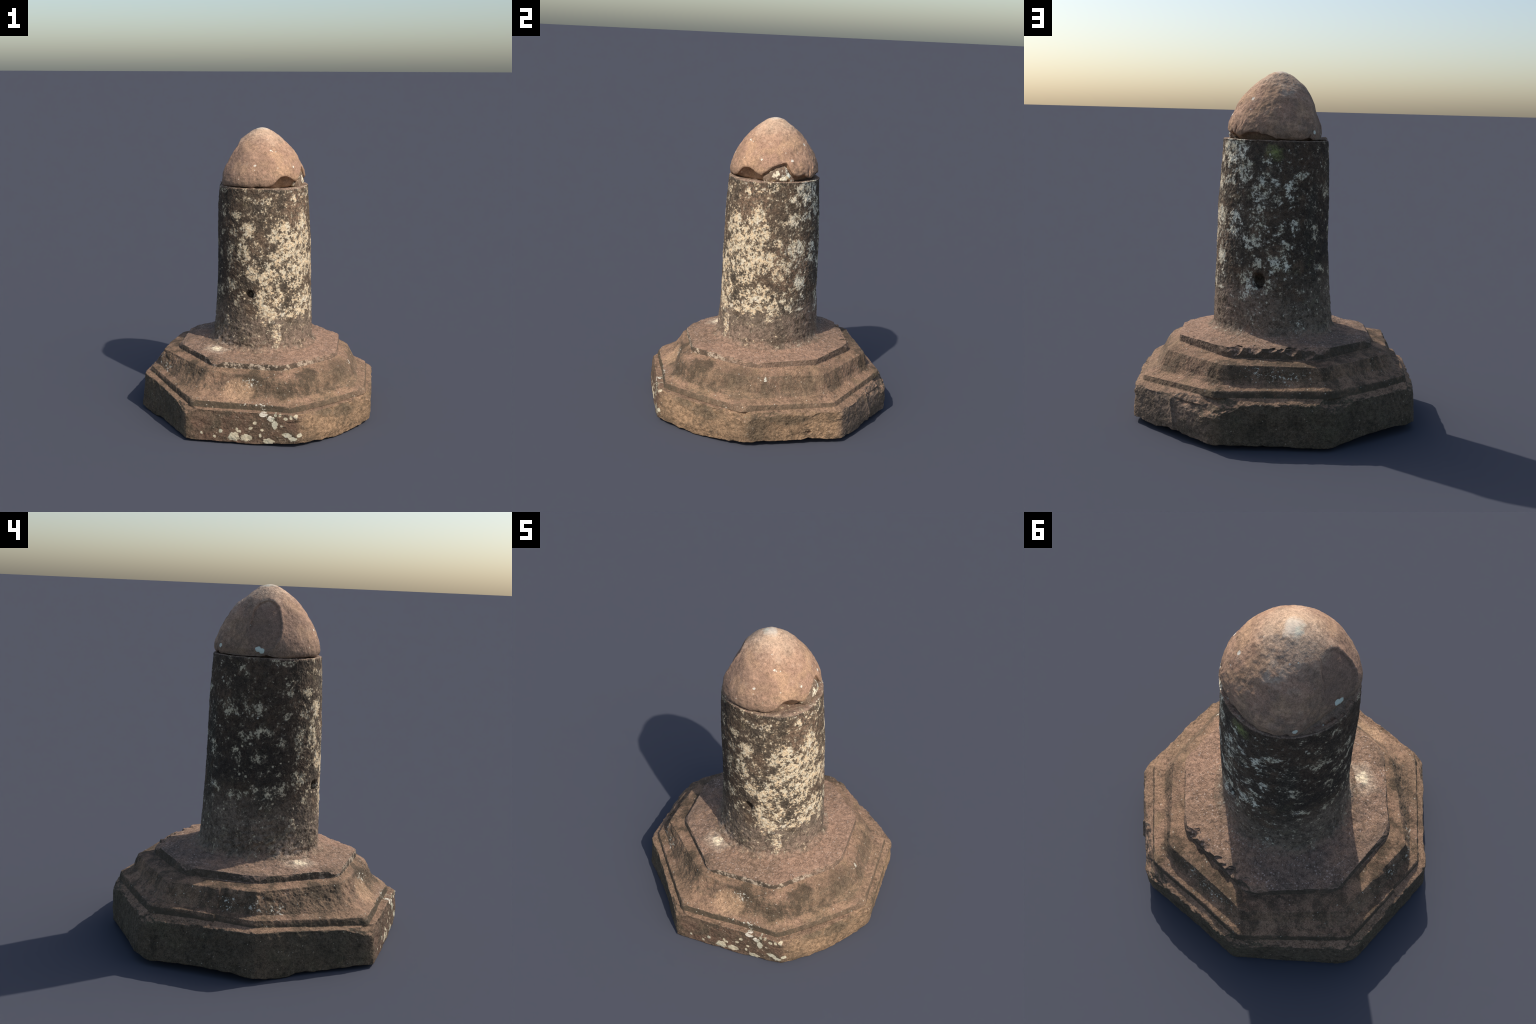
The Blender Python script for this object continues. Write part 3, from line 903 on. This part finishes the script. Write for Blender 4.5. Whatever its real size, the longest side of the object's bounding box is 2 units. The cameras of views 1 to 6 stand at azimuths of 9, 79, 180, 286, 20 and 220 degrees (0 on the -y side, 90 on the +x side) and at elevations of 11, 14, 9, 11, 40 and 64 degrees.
# ----------------------------------------------------------------------------
# assemble
# ----------------------------------------------------------------------------
def build_cap():
    """egg-shaped finial, its lower edge broken into notches, a spall on the west"""
    nc = 900
    th = np.linspace(-math.pi, math.pi, nc, endpoint=False)
    a = np.degrees(th)
    # lower edge
    ea = [-180, -172, -165, -160, -152, -140, -128, -114, -104, -96, -93, -88, -84, -77, -73, -66, -61, -56, -51,
          -45, -39, -34, -30, -27, -25, -18, -11, -5, 2, 6, 9, 13, 19, 22, 25, 30, 34, 38, 42, 45, 48, 52,
          57, 66, 73, 82, 87, 93, 104, 110, 118, 126, 130, 138, 155, 175, 180]
    ez = [1.616, 1.617, 1.627, 1.620, 1.612, 1.613, 1.615, 1.617, 1.616, 1.612, 1.613, 1.624, 1.622, 1.617, 1.620,
          1.636, 1.660, 1.681, 1.688, 1.685, 1.670, 1.655, 1.648, 1.645, 1.655, 1.680, 1.705, 1.717, 1.727, 1.727,
          1.702, 1.668, 1.641, 1.638, 1.643, 1.650, 1.640, 1.632, 1.630, 1.632, 1.640, 1.650, 1.653, 1.650,
          1.643, 1.632, 1.619, 1.617, 1.613, 1.613, 1.617, 1.628, 1.618, 1.614, 1.614, 1.616, 1.616]
    zb = np.interp(a, ea, ez)
    k = np.exp(-np.linspace(-2, 2, 9) ** 2)
    k /= k.sum()
    zb = np.convolve(np.r_[zb[-4:], zb, zb[:4]], k, 'valid')
    zt = np.array([1.60, 1.615, 1.63, 1.65, 1.67, 1.70, 1.75, 1.80, 1.85, 1.90, 1.93, 1.95, 1.965, 1.98, 1.992, 1.9985, 2.0])
    rt = np.array([.290, .2955, .2985, .299, .296, .288, .267, .241, .208, .166, .134, .108, .085, .060, .036, .015, 0.0])
    czx = np.interp(zt, [1.6, 1.66, 1.72, 1.8, 1.9, 2.0], [.008, .010, .013, .013, .011, .012])
    # arc-length parameter up the profile
    zz = np.linspace(1.60, 2.0, 900)
    # smooth the profile table
    rr = np.interp(zz, zt, rt)
    kk = np.exp(-np.linspace(-2, 2, 61) ** 2)
    kk /= kk.sum()
    rp = np.r_[rr[30:0:-1] * 0 + rr[0], rr, -rr[-2:-32:-1]]
    rr2 = np.convolve(rp, kk, 'valid')
    rr2[-1] = 0
    rr = np.where(zz > 1.975, rr, rr2)
    s = np.r_[0, np.cumsum(np.hypot(np.diff(zz), np.diff(rr)))]
    ns = 190
    rows = []
    # underside: from the hidden middle out to the broken edge
    under = [(.05, 0.0), (.14, 0.0), (.20, 0.0), (.227, .07), (.244, .37), (.254, .67), (.262, .86), (.273, .97), (.284, 1.0)]
    for q, f in under:
        z = 1.601 + (zb + .002 - 1.601) * f
        r_edge = np.interp(zb, zz, rr)
        deeper = 1 - .14 * np.exp(-((a + 50) / 9) ** 2) * (q > .205) * min(1, (.286 - q) / .03)
        r = q / .292 * r_edge * deeper
        rows.append(np.stack([.010 + r * np.cos(th), -.004 + r * np.sin(th), z], 1))
    sb = np.interp(zb, zz, s)
    for j in range(ns + 1):
        t = j / ns
        si = sb + (s[-1] - .0004 - sb) * t
        z = np.interp(si, s, zz)
        r = np.interp(si, s, rr)
        lip = .010 * np.exp(-(si - sb) / .008)          # the broken edge rolls under
        r = r - lip
        cx = np.interp(z, zt, czx)
        rows.append(np.stack([cx + r * np.cos(th), -.004 + r * np.sin(th), z], 1))
    G = np.array(rows)
    nu = len(under)
    N = grid_normals(G)
    P = G.reshape(-1, 3).copy()
    Nn = N.reshape(-1, 3)
    up = np.repeat(np.arange(len(rows)) >= nu, nc)
    az = np.degrees(np.arctan2(P[:, 1] + .004, P[:, 0] - .01))
    north = smooth(-.1, .9, np.cos(deg(az - 70)))
    disp = .0030 * fbm(P, 5, 2, 401) + .0020 * fbm(P, 18, 3, 411) + .0012 * fbm(P, 60, 3, 421)
    disp += north * .0050 * fbm(P * [1, 1, 1], 17, 3, 431)
    P += Nn * (disp * np.where(up, 1, .6) * smooth(2.003, 1.985, P[:, 2]))[:, None]
    # fuller on the north-east, and split off flat on the west
    P[:, 2] += 0
    radc = np.stack([np.cos(deg(az)), np.sin(deg(az)), np.zeros(len(az))], 1)
    full = np.exp(-(((az - 38 + 180) % 360 - 180) / 28) ** 2) * (1 - smooth(1.72, 1.93, P[:, 2]))
    P += radc * (.016 * full * up)[:, None]
    d0 = np.array([math.cos(deg(172)), math.sin(deg(172)), 0])
    o = (P - [.010, -.004, 0]) @ d0
    plane = np.interp(P[:, 2], [1.60, 1.65, 1.71, 1.76, 1.815, 1.865, 1.92, 1.96, 1.98], [.232, .237, .228, .217, .203, .178, .142, .108, .08])
    plane = plane + .003 * fbm(P, 13, 2, 441)
    over = o - plane
    k = .022
    cut = np.where(over > k, over, np.where(over > -k, (over + k) ** 2 / (4 * k), 0))
    P -= d0 * (cut * up * (o > 0) * (P[:, 2] < 1.975))[:, None]
    # shallow oval scar with a raised rim above and to the south
    ds = np.array([math.cos(deg(-168)), math.sin(deg(-168)), 0])
    ts = np.array([-ds[1], ds[0], 0])
    q = P - [.010, -.004, 0]
    u = q @ ts
    vz = P[:, 2] - 1.775
    e = np.hypot(u / .088, vz / .138) + .05 * fbm(P, 16, 2, 451)
    face = (q @ ds > .05) & up
    rimw = smooth(-.9, .5, (u / .088) * .6 + (vz / .138) * .9) * .40 + .60
    rimw *= smooth(1.60, 1.68, P[:, 2])
    sunk = (1 - smooth(.86, 1.0, e)) * .0115 * rimw - .005 * np.exp(-((e - 1.08) / .09) ** 2) * rimw + .0035 * np.exp(-((e - .93) / .05) ** 2) * rimw
    P -= ds * (sunk * face)[:, None]
    # cracks rising from the notches and a bruise above them
    for aa, z0, z1, amp in ((36, 1.63, 1.69, .012), (125, 1.61, 1.65, .008), (46, 1.70, 1.72, .006)):
        a0 = aa + 40 * (P[:, 2] - z0)
        cr = np.exp(-((az - a0) / 1.1) ** 2) * smooth(z0 - .02, z0, P[:, 2]) * (1 - smooth(z1 - .03, z1, P[:, 2]))
        P -= Nn * (amp * cr * up)[:, None]
    return P.reshape(G.shape), nc


def build_fragment():
    """loose wedge of stone lying in the eastern notch, flush with the cap"""
    nc, ns = 120, 150
    t = np.linspace(0, 2 * math.pi, nc, endpoint=False)
    sq = lambda v, p: np.sign(v) * np.abs(v) ** p
    rows = []
    for j in range(ns + 1):
        v = j / ns
        a = 18.5 - 45.5 * v                               # north end to south end
        end = min(1, 14 * min(v, 1 - v)) ** .5 + .004
        zt = np.interp(a, [-28, -19, -12, -3, 4, 8, 12, 18.5], [1.622, 1.659, 1.690, 1.699, 1.710, 1.690, 1.655, 1.622])
        zb = 1.603
        cz, hz = (zt + zb) / 2, (zt - zb) / 2 * end
        rr = .243 + sq(np.cos(t), .45) * .047 * end
        z = cz + sq(np.sin(t), .55) * hz
        rr = rr - np.maximum(0, z - 1.65) * .28            # battered outer face
        rows.append(np.stack([.012 + rr * np.cos(deg(a)), -.004 + rr * np.sin(deg(a)), z], 1))
    G = np.array(rows)[::-1]
    N = grid_normals(G)
    P = G.reshape(-1, 3)
    P = P + N.reshape(-1, 3) * (.006 * fbm(P, 22, 3, 501) + .003 * fbm(P, 60, 2, 511))[:, None]
    return P.reshape(G.shape), nc


def main():
    root = bpy.data.objects.new('stone_pillar', None)
    bpy.context.scene.collection.objects.link(root)
    root['label'] = 'weathered lichen-covered round sandstone pillar on octagonal moulded base'
    root['category'] = 'stone pillar'

    M = materials()

    A, ta = build_rings()
    B, tb = shaft_rings(A[-1])
    G = np.concatenate([A, B])
    T = np.concatenate([ta, tb])
    G = relief(G, T)
    # underside, closed towards the middle
    inner = []
    mid = G[0].mean(0)
    mid[2] = .05
    for f in (.97, .9, .75, .55, .3, .02):
        q = mid + (G[0] - mid) * f
        q[:, 2] = G[0, :, 2] * f ** 2 + .05 * (1 - f ** 2) + .010 * np.minimum(1, (1 - f) * 8) + .004 * fbm(q, 12, 2, 77)
        inner.append(q)
    G = np.concatenate([np.array(inner[::-1]), G])
    T = np.concatenate([np.linspace(-1, -.1, len(inner)), T])
    zmin = G[..., 2].min()
    G[..., 2] -= zmin * (1 - smooth(.2, .6, G[..., 2]))
    N = grid_normals(G)
    # smooth shading normals over the whole body
    cuts = [0, int(np.argmin(np.abs(T - 2))), int(np.argmin(np.abs(T - 8))), int(np.argmin(np.abs(T - 10.36))), len(T) - 1]
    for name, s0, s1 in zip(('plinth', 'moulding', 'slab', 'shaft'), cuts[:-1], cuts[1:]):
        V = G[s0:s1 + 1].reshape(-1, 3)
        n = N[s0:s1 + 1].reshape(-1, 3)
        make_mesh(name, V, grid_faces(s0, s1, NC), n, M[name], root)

    C, nc = build_cap()
    make_mesh('cap', C.reshape(-1, 3), grid_faces(0, len(C) - 1, nc), None, M['cap'], root)
    Fg, nf = build_fragment()
    make_mesh('stone_chip', Fg.reshape(-1, 3), grid_faces(0, len(Fg) - 1, nf), None, M['stone_chip'], root)


main()
